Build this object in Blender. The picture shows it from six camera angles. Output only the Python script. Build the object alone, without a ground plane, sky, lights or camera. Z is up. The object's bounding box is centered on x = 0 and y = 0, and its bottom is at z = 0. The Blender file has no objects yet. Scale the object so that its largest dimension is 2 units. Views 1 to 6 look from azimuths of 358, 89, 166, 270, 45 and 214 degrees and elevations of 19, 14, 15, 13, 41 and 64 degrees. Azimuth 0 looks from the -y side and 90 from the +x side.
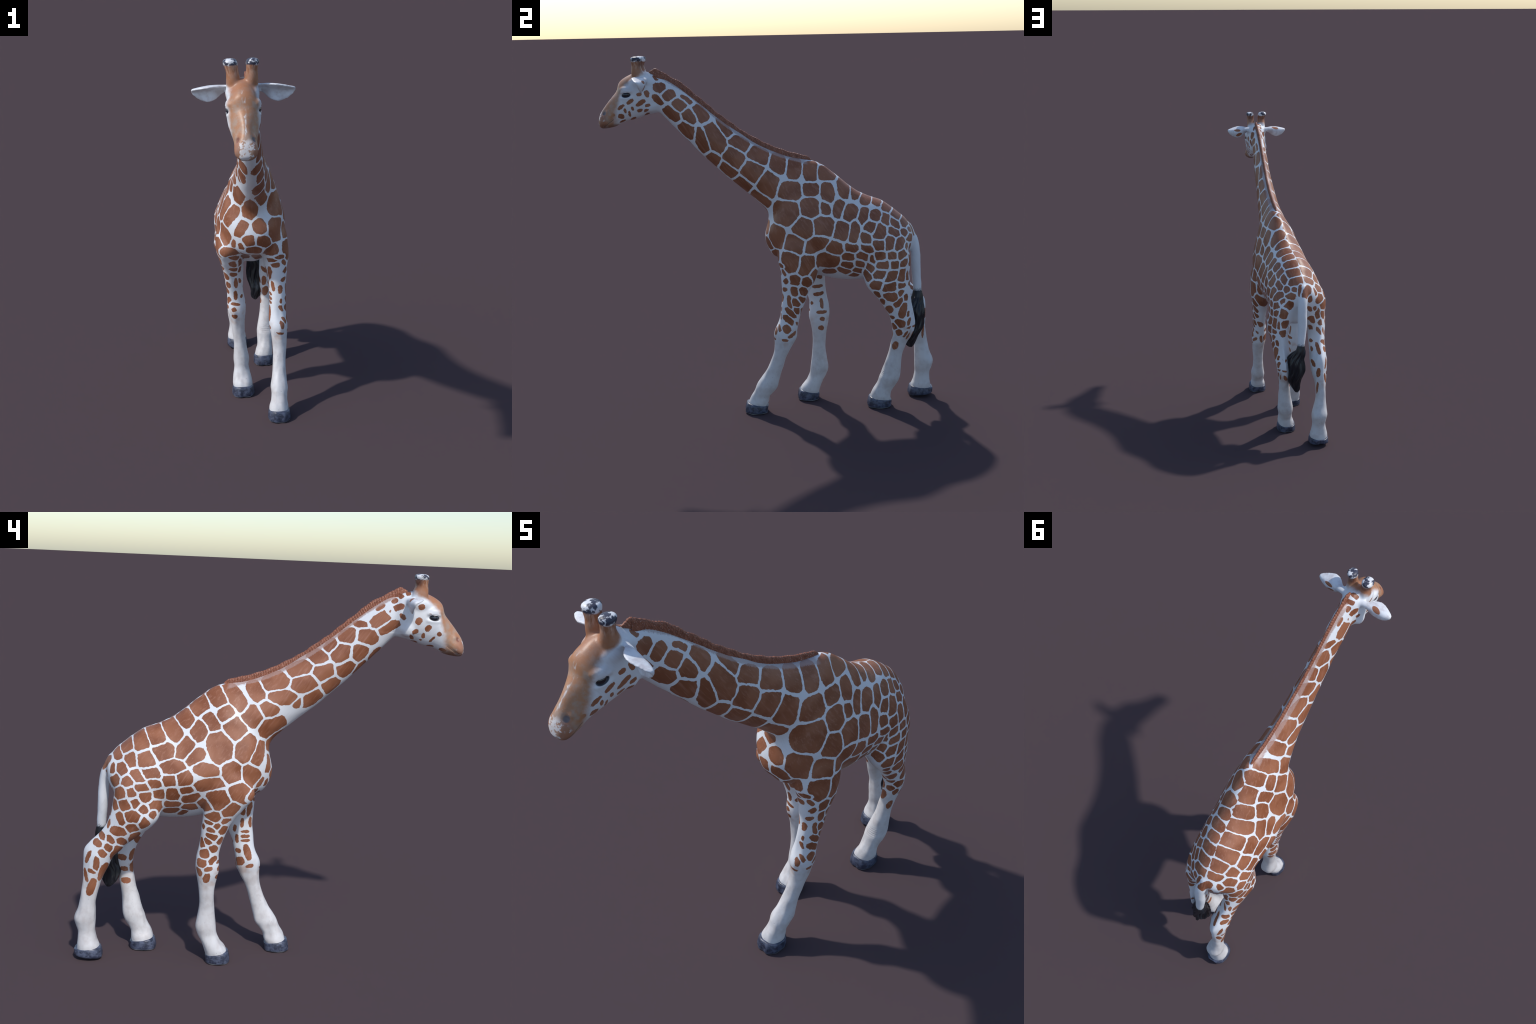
import bpy, bmesh, math, random
import numpy as np
from mathutils import Vector, Euler
from mathutils.bvhtree import BVHTree
from mathutils import Matrix, noise as mnoise

random.seed(7)
RNG = np.random.default_rng(7)

# =====================================================================
#  Small modelling kit
# =====================================================================

def smooth_rows(rows, steps):
    """Catmull-Rom interpolation through rows of section parameters."""
    a = np.array(rows, float)
    p = np.vstack([2 * a[0] - a[1], a, 2 * a[-1] - a[-2]])
    out = []
    for i in range(1, len(p) - 2):
        for k in range(steps):
            t = k / steps
            out.append(0.5 * (2 * p[i] + (p[i + 1] - p[i - 1]) * t
                              + (2 * p[i - 1] - 5 * p[i] + 4 * p[i + 1] - p[i + 2]) * t * t
                              + (3 * p[i] - p[i - 1] - 3 * p[i + 1] + p[i + 2]) * t ** 3))
    out.append(a[-1])
    return np.array(out)


def skin_rings(rings):
    """Closed tube through rings of equal size, capped at both ends."""
    rings = np.array(rings)
    m, n, _ = rings.shape
    verts = [tuple(v) for r in rings for v in r]
    faces = []
    for i in range(m - 1):
        for j in range(n):
            k = (j + 1) % n
            faces.append((i * n + j, i * n + k, (i + 1) * n + k, (i + 1) * n + j))
    for i, flip in ((0, True), (m - 1, False)):
        c = len(verts)
        verts.append(tuple(rings[i].mean(axis=0)))
        for j in range(n):
            a, b = i * n + j, i * n + (j + 1) % n
            faces.append((b, a, c) if flip else (a, b, c))
    return verts, faces


def trunk_loft(rows, steps=8, n=72):
    """Sections that run from a belly-side point to a back-side point.
    row: belly y, belly z, back y, back z, x centre, half width,
         narrowing towards the back, narrowing towards the belly, height of the widest place, x of the back line"""
    rings = []
    th = np.linspace(0, 2 * np.pi, n, endpoint=False)
    for by, bz, ty, tz, xc, hw, kt, kb, m, xt in smooth_rows(rows, steps):
        s, c = np.sin(th), np.cos(th)
        up = np.clip(s, 0, None)
        dn = np.clip(-s, 0, None)
        x = xc + (xt - xc) * up + hw * c * (1 - kt * up - kb * dn)
        t = m + np.where(s > 0, (1 - m) * s, m * s)
        rings.append(np.stack([x, by + (ty - by) * t, bz + (tz - bz) * t], 1))
    return skin_rings(rings)


def limb_loft(rows, steps=6, n=48, power=2.3, heel=0.0):
    """Horizontal sections.  row: z, x centre, y centre, half width x, half depth y
    heel narrows the rear of a hind leg around the hock and the thigh"""
    rings = []
    th = np.linspace(0, 2 * np.pi, n, endpoint=False)
    c, s = np.cos(th), np.sin(th)
    cc = np.sign(c) * np.abs(c) ** (2 / power)
    ss = np.sign(s) * np.abs(s) ** (2 / power)
    for z, xc, yc, hx, hy in smooth_rows(rows, steps):
        k = heel * math.exp(-((z - 0.60) / 0.19) ** 2)
        rings.append(np.stack([xc + hx * cc * (1 - k * np.clip(s, 0, 1) ** 1.5), yc + hy * ss, np.full(n, z)], 1))
    return skin_rings(rings)


def ellipsoid(centre, radii, n=24):
    rings = []
    th = np.linspace(0, 2 * np.pi, n, endpoint=False)
    for a in np.linspace(-np.pi / 2 + 0.12, np.pi / 2 - 0.12, 16):
        rings.append(np.stack([centre[0] + radii[0] * np.cos(a) * np.cos(th),
                               centre[1] + radii[1] * np.cos(a) * np.sin(th),
                               np.full(n, centre[2] + radii[2] * np.sin(a))], 1))
    return skin_rings(rings)


def new_mesh(name, verts, faces, smooth=True):
    me = bpy.data.meshes.new(name)
    me.from_pydata(verts, [], faces)
    me.update()
    bm = bmesh.new()
    bm.from_mesh(me)
    bmesh.ops.recalc_face_normals(bm, faces=bm.faces)
    bm.to_mesh(me)
    bm.free()
    if smooth:
        me.polygons.foreach_set("use_smooth", np.ones(len(me.polygons), bool))
    return me


def new_object(name, me, parent=None):
    ob = bpy.data.objects.new(name, me)
    bpy.context.scene.collection.objects.link(ob)
    if parent:
        ob.parent = parent
    return ob


# =====================================================================
#  The animal's measures
# =====================================================================
# midline sway of the body, seen from above
SWAY_Y = [-0.95, -0.80, -0.70, -0.60, -0.40, -0.20, 0.0, 0.20, 0.30, 0.42, 0.55, 0.65, 0.80]
SWAY_X = [-0.014, -0.013, -0.005, 0.006, 0.018, 0.028, 0.036, 0.040, 0.036, 0.028, 0.018, 0.010, 0.004]


def sway(y):
    return float(np.interp(y, SWAY_Y, SWAY_X))


TRUNK = [  # from the rump to the poll
    (0.762, 0.900, 0.783, 0.990, 0.006, 0.050, 0.0, 0.0, 0.5, 0.006),
    (0.730, 0.845, 0.777, 1.032, 0.014, 0.090, 0.1, 0.0, 0.5, 0.008),
    (0.690, 0.785, 0.748, 1.080, 0.016, 0.134, 0.30, 0.1, 0.48, 0.010),
    (0.600, 0.750, 0.702, 1.122, 0.018, 0.164, 0.26, 0.1, 0.47, 0.012),
    (0.500, 0.744, 0.650, 1.163, 0.020, 0.174, 0.15, 0.10, 0.49, 0.016),
    (0.400, 0.747, 0.600, 1.196, 0.020, 0.178, 0.15, 0.12, 0.47, 0.024),
    (0.300, 0.763, 0.545, 1.217, 0.022, 0.181, 0.15, 0.12, 0.45, 0.030),
    (0.205, 0.793, 0.495, 1.239, 0.024, 0.184, 0.18, 0.15, 0.42, 0.038),
    (0.150, 0.836, 0.435, 1.275, 0.027, 0.185, 0.20, 0.12, 0.39, 0.040),
    (0.080, 0.866, 0.380, 1.320, 0.029, 0.182, 0.25, 0.10, 0.36, 0.045),
    (-0.008, 0.905, 0.320, 1.371, 0.031, 0.168, 0.30, 0.10, 0.37, 0.049),
    (-0.045, 1.000, 0.264, 1.410, 0.034, 0.143, 0.33, 0.05, 0.38, 0.052),
    (-0.024, 1.125, 0.207, 1.430, 0.038, 0.113, 0.32, 0.15, 0.40, 0.053),
    (-0.085, 1.208, 0.121, 1.445, 0.032, 0.092, 0.30, 0.12, 0.43, 0.050),
    (-0.160, 1.272, 0.041, 1.469, 0.033, 0.079, 0.28, 0.10, 0.46, 0.043),
    (-0.260, 1.356, -0.074, 1.523, 0.028, 0.067, 0.28, 0.0, 0.48, 0.034),
    (-0.360, 1.450, -0.189, 1.598, 0.023, 0.059, 0.30, 0.0, 0.48, 0.028),
    (-0.450, 1.540, -0.299, 1.678, 0.018, 0.054, 0.30, 0.0, 0.48, 0.022),
    (-0.530, 1.620, -0.410, 1.770, 0.008, 0.050, 0.30, 0.0, 0.48, 0.015),
    (-0.585, 1.680, -0.510, 1.847, 0.002, 0.049, 0.30, 0.0, 0.48, 0.010),
    (-0.630, 1.720, -0.590, 1.890, -0.002, 0.045, 0.2, 0.0, 0.48, 0.004),
    (-0.665, 1.760, -0.640, 1.860, -0.004, 0.030, 0.0, 0.0, 0.5, 0.0),
]

HEAD = [  # from behind the jaw to the lips
    (-0.585, 1.725, -0.600, 1.880, 0.000, 0.030, 0.0, 0.0, 0.5, 0.0),
    (-0.610, 1.700, -0.625, 1.906, -0.004, 0.058, 0.1, 0.0, 0.5, -0.004),
    (-0.660, 1.690, -0.685, 1.920, -0.008, 0.068, 0.1, 0.0, 0.48, -0.008),
    (-0.700, 1.678, -0.755, 1.905, -0.011, 0.071, 0.02, 0.0, 0.52, -0.011),
    (-0.735, 1.666, -0.815, 1.868, -0.013, 0.071, 0.02, 0.04, 0.58, -0.013),
    (-0.775, 1.659, -0.835, 1.818, -0.013, 0.066, 0.12, 0.06, 0.55, -0.013),
    (-0.815, 1.645, -0.863, 1.784, -0.013, 0.055, 0.25, 0.10, 0.50, -0.013),
    (-0.850, 1.627, -0.892, 1.750, -0.013, 0.047, 0.30, 0.05, 0.48, -0.013),
    (-0.880, 1.620, -0.922, 1.709, -0.013, 0.048, 0.15, 0.0, 0.50, -0.013),
    (-0.903, 1.616, -0.936, 1.677, -0.013, 0.046, 0.05, 0.0, 0.50, -0.013),
    (-0.922, 1.616, -0.941, 1.648, -0.013, 0.030, 0.0, 0.0, 0.5, -0.013),
    (-0.931, 1.621, -0.942, 1.636, -0.013, 0.014, 0.0, 0.0, 0.5, -0.013),
]

FORELEG_STRIDING = [  # z, x centre, y centre, half width, half depth
    (1.100, 0.115, 0.150, 0.050, 0.070), (1.000, 0.130, 0.145, 0.078, 0.105), (0.900, 0.142, 0.142, 0.078, 0.114),
    (0.820, 0.150, 0.137, 0.068, 0.102), (0.760, 0.153, 0.128, 0.057, 0.089), (0.703, 0.153, 0.116, 0.048, 0.073),
    (0.665, 0.153, 0.107, 0.046, 0.067), (0.609, 0.151, 0.093, 0.045, 0.059), (0.554, 0.149, 0.081, 0.046, 0.055),
    (0.498, 0.149, 0.065, 0.050, 0.060), (0.453, 0.150, 0.059, 0.047, 0.061), (0.419, 0.151, 0.051, 0.043, 0.053),
    (0.357, 0.149, 0.030, 0.037, 0.042), (0.300, 0.145, 0.010, 0.034, 0.040), (0.243, 0.141, -0.013, 0.035, 0.044),
    (0.190, 0.138, -0.037, 0.042, 0.056), (0.155, 0.137, -0.050, 0.046, 0.061), (0.128, 0.135, -0.065, 0.043, 0.058),
    (0.094, 0.131, -0.088, 0.043, 0.055), (0.062, 0.128, -0.098, 0.051, 0.057), (0.042, 0.127, -0.104, 0.051, 0.055),
    (0.022, 0.127, -0.106, 0.046, 0.050)]

FORELEG_STANDING = [
    (1.100, -0.065, 0.175, 0.045, 0.070), (1.000, -0.082, 0.172, 0.074, 0.100), (0.900, -0.094, 0.166, 0.074, 0.119),
    (0.840, -0.091, 0.182, 0.066, 0.104), (0.776, -0.081, 0.209, 0.060, 0.083), (0.729, -0.079, 0.227, 0.054, 0.070),
    (0.670, -0.077, 0.241, 0.049, 0.060), (0.611, -0.075, 0.254, 0.046, 0.056), (0.570, -0.072, 0.261, 0.048, 0.056),
    (0.522, -0.070, 0.263, 0.051, 0.057), (0.481, -0.069, 0.261, 0.048, 0.054), (0.427, -0.067, 0.262, 0.039, 0.045),
    (0.361, -0.065, 0.262, 0.034, 0.038), (0.301, -0.062, 0.260, 0.034, 0.038), (0.240, -0.059, 0.260, 0.039, 0.046),
    (0.191, -0.057, 0.261, 0.045, 0.053), (0.149, -0.059, 0.252, 0.041, 0.050), (0.113, -0.059, 0.235, 0.046, 0.049),
    (0.071, -0.058, 0.212, 0.054, 0.055), (0.042, -0.057, 0.204, 0.053, 0.055), (0.022, -0.057, 0.201, 0.047, 0.050)]

HINDLEG_STANDING = [
    (1.060, 0.078, 0.615, 0.048, 0.072), (0.970, 0.102, 0.622, 0.076, 0.112), (0.880, 0.118, 0.630, 0.076, 0.128),
    (0.810, 0.128, 0.624, 0.070, 0.130), (0.752, 0.138, 0.630, 0.063, 0.125), (0.696, 0.142, 0.652, 0.057, 0.108),
    (0.639, 0.139, 0.678, 0.053, 0.088), (0.582, 0.134, 0.703, 0.050, 0.077), (0.542, 0.130, 0.720, 0.049, 0.073),
    (0.508, 0.129, 0.726, 0.046, 0.071), (0.469, 0.126, 0.724, 0.043, 0.064), (0.423, 0.122, 0.711, 0.038, 0.052),
    (0.389, 0.119, 0.699, 0.035, 0.045), (0.326, 0.113, 0.682, 0.035, 0.041), (0.269, 0.109, 0.669, 0.041, 0.045),
    (0.211, 0.104, 0.659, 0.048, 0.053), (0.182, 0.102, 0.651, 0.051, 0.058), (0.153, 0.100, 0.643, 0.048, 0.057),
    (0.124, 0.097, 0.627, 0.043, 0.055), (0.095, 0.094, 0.610, 0.044, 0.055), (0.066, 0.088, 0.603, 0.051, 0.058),
    (0.042, 0.085, 0.602, 0.052, 0.058), (0.022, 0.084, 0.601, 0.047, 0.053)]

HINDLEG_TRAILING = [
    (1.060, -0.060, 0.610, 0.046, 0.070), (0.970, -0.086, 0.612, 0.074, 0.104), (0.880, -0.096, 0.614, 0.070, 0.116),
    (0.820, -0.104, 0.619, 0.064, 0.122), (0.770, -0.110, 0.630, 0.060, 0.122), (0.734, -0.110, 0.650, 0.054, 0.115),
    (0.704, -0.106, 0.675, 0.052, 0.109), (0.674, -0.099, 0.702, 0.051, 0.105), (0.643, -0.092, 0.738, 0.051, 0.098),
    (0.595, -0.086, 0.783, 0.052, 0.095), (0.552, -0.083, 0.810, 0.055, 0.077), (0.493, -0.082, 0.824, 0.048, 0.064),
    (0.433, -0.086, 0.838, 0.037, 0.048), (0.373, -0.087, 0.849, 0.032, 0.042), (0.313, -0.083, 0.861, 0.034, 0.040),
    (0.264, -0.078, 0.869, 0.041, 0.045), (0.215, -0.072, 0.879, 0.049, 0.054), (0.179, -0.070, 0.876, 0.045, 0.050),
    (0.143, -0.070, 0.871, 0.041, 0.044), (0.100, -0.071, 0.867, 0.048, 0.048), (0.070, -0.070, 0.863, 0.055, 0.056),
    (0.042, -0.070, 0.860, 0.055, 0.059), (0.022, -0.070, 0.858, 0.049, 0.054)]

TAIL = [
    (1.060, 0.006, 0.752, 0.020, 0.024), (1.010, 0.012, 0.772, 0.026, 0.027), (0.960, 0.018, 0.789, 0.031, 0.028), (0.900, 0.023, 0.798, 0.032, 0.029),
    (0.830, 0.025, 0.803, 0.031, 0.028), (0.760, 0.027, 0.808, 0.028, 0.026), (0.700, 0.033, 0.813, 0.025, 0.025), (0.645, 0.037, 0.815, 0.020, 0.022)]

TUFT = [  # main lock of the tail
    (0.672, 0.035, 0.815, 0.023, 0.025), (0.640, 0.040, 0.814, 0.029, 0.031), (0.590, 0.050, 0.808, 0.038, 0.039), (0.540, 0.057, 0.806, 0.045, 0.042),
    (0.475, 0.060, 0.796, 0.044, 0.046), (0.420, 0.064, 0.778, 0.037, 0.047), (0.380, 0.062, 0.770, 0.028, 0.036), (0.355, 0.058, 0.772, 0.019, 0.022), (0.340, 0.056, 0.775, 0.008, 0.009)]
TUFT_SIDE = [  # side lock that lies against the hind leg
    (0.640, 0.050, 0.806, 0.016, 0.018), (0.605, 0.074, 0.780, 0.024, 0.024), (0.560, 0.086, 0.768, 0.025, 0.024), (0.500, 0.086, 0.762, 0.024, 0.026),
    (0.430, 0.082, 0.752, 0.022, 0.026), (0.390, 0.080, 0.748, 0.015, 0.019), (0.372, 0.079, 0.748, 0.006, 0.008)]

# hooves: x, y, half width, half length, lift of the heel
HOOVES = [(0.128, -0.112, 0.061, 0.068, 0.0), (-0.056, 0.196, 0.063, 0.065, 0.0), (0.083, 0.597, 0.061, 0.071, 0.0), (-0.070, 0.860, 0.063, 0.074, 0.020)]

HORNS = {  # side: rows z, x, y, radius x, radius y
    1: [(1.870, 0.020, -0.705, 0.034, 0.036), (1.905, 0.024, -0.710, 0.032, 0.036), (1.928, 0.028, -0.715, 0.027, 0.029),
        (1.950, 0.030, -0.717, 0.0245, 0.0245), (1.970, 0.032, -0.717, 0.0255, 0.0275), (1.984, 0.034, -0.716, 0.0275, 0.031),
        (1.994, 0.034, -0.716, 0.024, 0.028), (2.000, 0.034, -0.716, 0.012, 0.014)],
    -1: [(1.870, -0.045, -0.705, 0.034, 0.036), (1.905, -0.047, -0.706, 0.032, 0.038), (1.928, -0.049, -0.709, 0.028, 0.033),
         (1.950, -0.051, -0.711, 0.0265, 0.027), (1.970, -0.055, -0.708, 0.029, 0.031), (1.984, -0.059, -0.706, 0.031, 0.034),
         (1.994, -0.059, -0.706, 0.027, 0.030), (2.000, -0.059, -0.706, 0.013, 0.015)]}


def ear_shell(side):
    """A cupped leaf swept outward; its section is a C that opens forward and down,
    highest at the front rim."""
    if side > 0:   # x, y, z, size, fold of the section
        path = [(0.030, -0.664, 1.874, 0.40), (0.070, -0.672, 1.871, 0.52), (0.100, -0.682, 1.862, 0.88), (0.132, -0.687, 1.856, 1.0),
                (0.160, -0.689, 1.855, 0.86), (0.185, -0.693, 1.857, 0.60), (0.202, -0.697, 1.861, 0.34), (0.210, -0.700, 1.864, 0.12)]
    else:
        path = [(-0.050, -0.652, 1.874, 0.40), (-0.090, -0.655, 1.871, 0.52), (-0.122, -0.658, 1.864, 0.88), (-0.154, -0.659, 1.860, 1.0),
                (-0.182, -0.657, 1.859, 0.86), (-0.204, -0.657, 1.861, 0.60), (-0.219, -0.659, 1.864, 0.34), (-0.227, -0.661, 1.867, 0.12)]
    section = smooth_rows([(-0.046, 0.034 if side > 0 else 0.024), (-0.018, 0.025 if side > 0 else 0.021), (0.006, 0.013), (0.012, -0.011), (0.001, -0.044)], 5)
    tangent = np.gradient(section, axis=0)
    tangent /= np.linalg.norm(tangent, axis=1)[:, None]
    across = np.stack([-tangent[:, 1], tangent[:, 0]], 1)
    rim = 0.62 + 1.15 * np.sin(np.linspace(0, np.pi, len(section)))    # thick back, thin rims
    rings = []
    for x, y, z, s in smooth_rows(path, 5):
        t = 0.0058 * (0.5 + 0.5 * s) * rim[:, None]
        a, b = section * s + across * t, section * s - across * t
        ring = np.vstack([a, b[::-1]])
        rings.append(np.stack([np.full(len(ring), x), y + ring[:, 0], z + ring[:, 1]], 1))
    return skin_rings(rings)


def build_body():
    parts = [trunk_loft(TRUNK), trunk_loft(HEAD, steps=8), limb_loft(TAIL, n=28, power=2.0)]
    for rows, heel in ((FORELEG_STRIDING, 0.15), (FORELEG_STANDING, 0.15), (HINDLEG_STANDING, 0.75), (HINDLEG_TRAILING, 0.60)):
        parts.append(limb_loft(rows, heel=heel))
    for side in (1, -1):
        parts.append(limb_loft(HORNS[side], n=28, power=2.0))
        parts.append(ear_shell(side))
        hx = -0.013
        parts.append(ellipsoid((hx + side * 0.051, -0.774, 1.826), (0.024, 0.040, 0.020)))   # brow
        parts.append(ellipsoid((hx + side * 0.038, -0.786, 1.768), (0.026, 0.034, 0.026)))   # cheek bone
        parts.append(ellipsoid((hx + side * 0.044, -0.712, 1.856), (0.028, 0.055, 0.036)))   # temple and root of the ear
        parts.append(ellipsoid((hx + side * 0.043, -0.660, 1.742), (0.025, 0.036, 0.040)))   # jaw angle
    parts.append(ellipsoid((-0.014, -0.790, 1.854), (0.040, 0.030, 0.024)))                 # forehead knob
    verts, faces = [], []
    for v, f in parts:
        o = len(verts)
        verts += v
        faces += [tuple(i + o for i in q) for q in f]
    me = new_mesh("body", verts, faces)
    # each closed shell must face outward before they are fused
    ob = new_object("body", me)
    mod = ob.modifiers.new("fuse", "REMESH")
    mod.mode = "VOXEL"
    mod.voxel_size = 0.0040
    mod.adaptivity = 0.0
    dg = bpy.context.evaluated_depsgraph_get()
    fused = bpy.data.meshes.new_from_object(ob.evaluated_get(dg))
    bpy.data.objects.remove(ob)
    bpy.data.meshes.remove(me)
    return fused


def coords(me):
    a = np.empty(len(me.vertices) * 3)
    me.vertices.foreach_get("co", a)
    return a.reshape(-1, 3)


def set_coords(me, co):
    me.vertices.foreach_set("co", co.ravel())
    me.update()


def relax(me, rounds, weight=None, factor=0.5):
    """Laplacian smoothing, weighted per vertex."""
    co = coords(me)
    e = np.empty(len(me.edges) * 2, int)
    me.edges.foreach_get("vertices", e)
    e = e.reshape(-1, 2)
    n = len(co)
    deg = np.bincount(e.ravel(), minlength=n).astype(float)[:, None]
    w = factor if weight is None else factor * weight[:, None]
    for _ in range(rounds):
        acc = np.stack([np.bincount(e[:, 0], co[e[:, 1], k], n) + np.bincount(e[:, 1], co[e[:, 0], k], n) for k in range(3)], 1)
        co = co + w * (acc / deg - co)
    set_coords(me, co)


def blob(co, centre, radius):
    d = np.linalg.norm((co - np.array(centre)) / np.array(radius), axis=1)
    return np.exp(-d * d)


def segment_blob(co, a, b, radius):
    a, b = np.array(a), np.array(b)
    t = np.clip(((co - a) @ (b - a)) / ((b - a) @ (b - a)), 0, 1)
    d = np.linalg.norm(co - a - t[:, None] * (b - a), axis=1) / radius
    return np.exp(-d * d)


def vertex_normals(me):
    a = np.empty(len(me.vertices) * 3)
    me.vertex_normals.foreach_get("vector", a)
    return a.reshape(-1, 3)


HEAD_X = -0.013
EYE = (0.053, -0.776, 1.799)


def sculpt(me):
    """Joins are softened, then folds, sockets, nostrils, mouth and joints are pressed in or pulled out."""
    relax(me, 3)
    co = coords(me)
    soft = np.zeros(len(co))
    for c, r in (((0.13, 0.12, 0.86), (.12, .18, .16)), ((-0.09, 0.17, 0.86), (.12, .18, .16)), ((0.12, 0.62, 0.86), (.12, .2, .2)),
                 ((-0.11, 0.63, 0.86), (.12, .2, .2)), ((0.12, 0.14, 1.05), (.12, .15, .12)), ((-0.08, 0.16, 1.05), (.12, .15, .12)),
                 ((0.03, 0.05, 1.2), (.2, .15, .2)), ((-0.005, -0.62, 1.80), (.12, .05, .14)), ((0.01, 0.77, 1.03), (.06, .05, .06))):
        soft = np.maximum(soft, np.clip(1.6 * blob(co, c, r), 0, 1))
    relax(me, 40, soft, 0.6)
    co = coords(me)
    eyes = np.zeros(len(co))
    for s in (1, -1):
        eyes = np.maximum(eyes, np.clip(1.4 * blob(co, (HEAD_X + s * .06, -.76, 1.80), (.06, .07, .06)), 0, 1))
    brows = np.clip(1.6 * blob(co, (HEAD_X, -.75, 1.84), (.12, .09, .08)), 0, 1) * (np.abs(co[:, 0] - HEAD_X) < 0.085) * (co[:, 2] < 1.93)
    relax(me, 9, np.maximum(eyes, brows), 0.5)
    co, nr = coords(me), vertex_normals(me)
    push = np.zeros(len(co))
    for s in (1, -1):
        push -= 0.013 * blob(co, (HEAD_X + s * 0.070, -0.776, 1.800), (.030, .024, .012))       # eye socket
        push += 0.004 * segment_blob(co, (HEAD_X + s * 0.066, -0.800, 1.784), (HEAD_X + s * 0.068, -0.748, 1.786), .009)  # lower lid
        push += 0.006 * segment_blob(co, (HEAD_X + s * 0.066, -0.800, 1.811), (HEAD_X + s * 0.070, -0.750, 1.816), .0085)  # upper lid
        push -= 0.007 * blob(co, (HEAD_X + s * 0.036, -0.905, 1.703), (.014, .010, .014))       # nostril
        push += 0.004 * blob(co, (HEAD_X + s * 0.040, -0.888, 1.708), (.010, .010, .010))
        push -= 0.0035 * segment_blob(co, (HEAD_X + s * 0.048, -0.853, 1.668), (HEAD_X + s * 0.042, -0.905, 1.630), .0055)  # mouth
        push -= 0.006 * segment_blob(co, (HEAD_X + s * 0.06, -0.640, 1.84), (HEAD_X + s * 0.055, -0.630, 1.76), .018)       # behind the jaw
    # crease under the shoulder blade, flank fold, chest furrow
    push -= 0.006 * segment_blob(co, (0.225, 0.245, 0.90), (0.205, 0.245, 0.80), .020)
    push -= 0.006 * segment_blob(co, (-0.17, 0.285, 0.90), (-0.15, 0.285, 0.82), .020)
    push -= 0.006 * segment_blob(co, (0.024, -0.03, 0.92), (0.024, 0.06, 0.81), .030)
    push -= 0.008 * segment_blob(co, (0.004, 0.765, 0.90), (0.010, 0.73, 0.78), .035)
    for c, r, h in (((0.20, 0.62, 0.97), .06, .005), ((-0.16, 0.37, 1.00), .09, .012), ((-0.07, 0.20, 1.28), .07, .006), ((-0.17, 0.55, 0.97), .07, .008),
                    ((0.16, 0.36, 1.15), .09, -.013), ((-0.17, 0.58, 0.77), .06, .013), ((-0.15, 0.67, 0.90), .06, .010), ((-0.11, 0.04, 0.91), .05, .012),
                    ((0.12, 0.01, 0.90), .05, .010), ((0.20, 0.55, 0.74), .06, .012), ((0.13, 0.79, 0.52), .05, -.008), ((0.05, 0.06, 0.84), .05, -.012)):
        push += h * blob(co, c, r)                      # ribs, shoulder blade and hips
    for c in ((0.150, -0.003, 0.470), (-0.070, 0.206, 0.510)):
        push += 0.004 * blob(co, c, (.03, .02, .03))    # knee caps
    push += 0.0014 * np.sin(co[:, 2] * 640 + 30 * co[:, 0]) * blob(co, (0.104, 0.607, 0.215), (.04, .035, .026))   # wrinkled fetlock
    # muscle under the hide, tendons along the shanks
    lumps = np.array([mnoise.noise(Vector((x * 11, y * 11, z * 9))) + 0.5 * mnoise.noise(Vector((x * 24 + 5, y * 24, z * 20))) for x, y, z in co])
    tendon = np.array([mnoise.noise(Vector((x * 42, y * 42, z * 7 + 3))) for x, y, z in co])
    shank = 1 / (1 + np.exp((co[:, 2] - 0.62) / 0.04)) * (co[:, 2] > 0.05)
    push += 0.0022 * lumps * (co[:, 2] < 1.72) + 0.0026 * tendon * shank
    set_coords(me, co + nr * push[:, None])
    relax(me, 1, None, 0.4)


def hoof_rings(x, y, hx, hy, lift):
    n = 56
    th = np.linspace(0, 2 * np.pi, n, endpoint=False)
    c, s = np.cos(th), np.sin(th)
    cleft_front = np.exp(-((th - 1.5 * np.pi) / 0.16) ** 2)
    cleft_back = np.exp(-((th - 0.5 * np.pi) / 0.30) ** 2)
    rad = np.ones(n)
    rad *= 1 + 0.012 * np.sin(9 * th + x * 40) + 0.008 * np.sin(17 * th + y * 31)
    power = 2.35
    ex = np.sign(c) * np.abs(c) ** (2 / power) * hx * rad
    ey = np.sign(s) * np.abs(s) ** (2 / power) * hy * rad
    rings = []
    front = (1 - s) / 2                               # 1 at the toe, 0 at the heel
    for t, scale, back in ((0.0, 0.80, 0.0), (0.0, 0.955, 0.0), (0.05, 0.985, 0.0), (0.16, 1.0, 0.0), (0.40, 0.99, 0.001), (0.70, 0.965, 0.003), (0.92, 0.93, 0.005),
                           (1.0, 0.895, 0.007), (0.99, 0.75, 0.008), (0.80, 0.45, 0.009)):
        top = 0.038 + 0.022 * front
        z = t * top
        split = 1 - (0.10 * cleft_front + 0.16 * cleft_back) * (1 - 0.85 * t)
        if t < 0.01 and scale > 0.9:
            z = z + 0.0025 * (0.5 + 0.5 * np.sin(5 * th + x * 50))
        z = z + lift * (0.25 + 0.75 * (1 - front)) * (1 - 0.4 * t)
        rings.append(np.stack([x + ex * scale * split, y + back + ey * scale * split, z + 0 * th], 1))
    return rings


def back_line():
    """Crest of the mane (y, z), poll to withers."""
    return smooth_rows([(-0.652, 1.916), (-0.632, 1.924), (-0.610, 1.928), (-0.540, 1.889), (-0.465, 1.842), (-0.371, 1.760), (-0.236, 1.649), (-0.100, 1.558),
                        (0.040, 1.492), (0.100, 1.473), (0.155, 1.460), (0.190, 1.448), (0.212, 1.430)], 60)


def crest_x(y):
    return float(np.interp(y, [-0.64, -0.47, -0.36, -0.25, -0.14, 0.03, 0.17, 0.22], [0.007, 0.014, 0.020, 0.026, 0.034, 0.042, 0.050, 0.052]))


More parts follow.
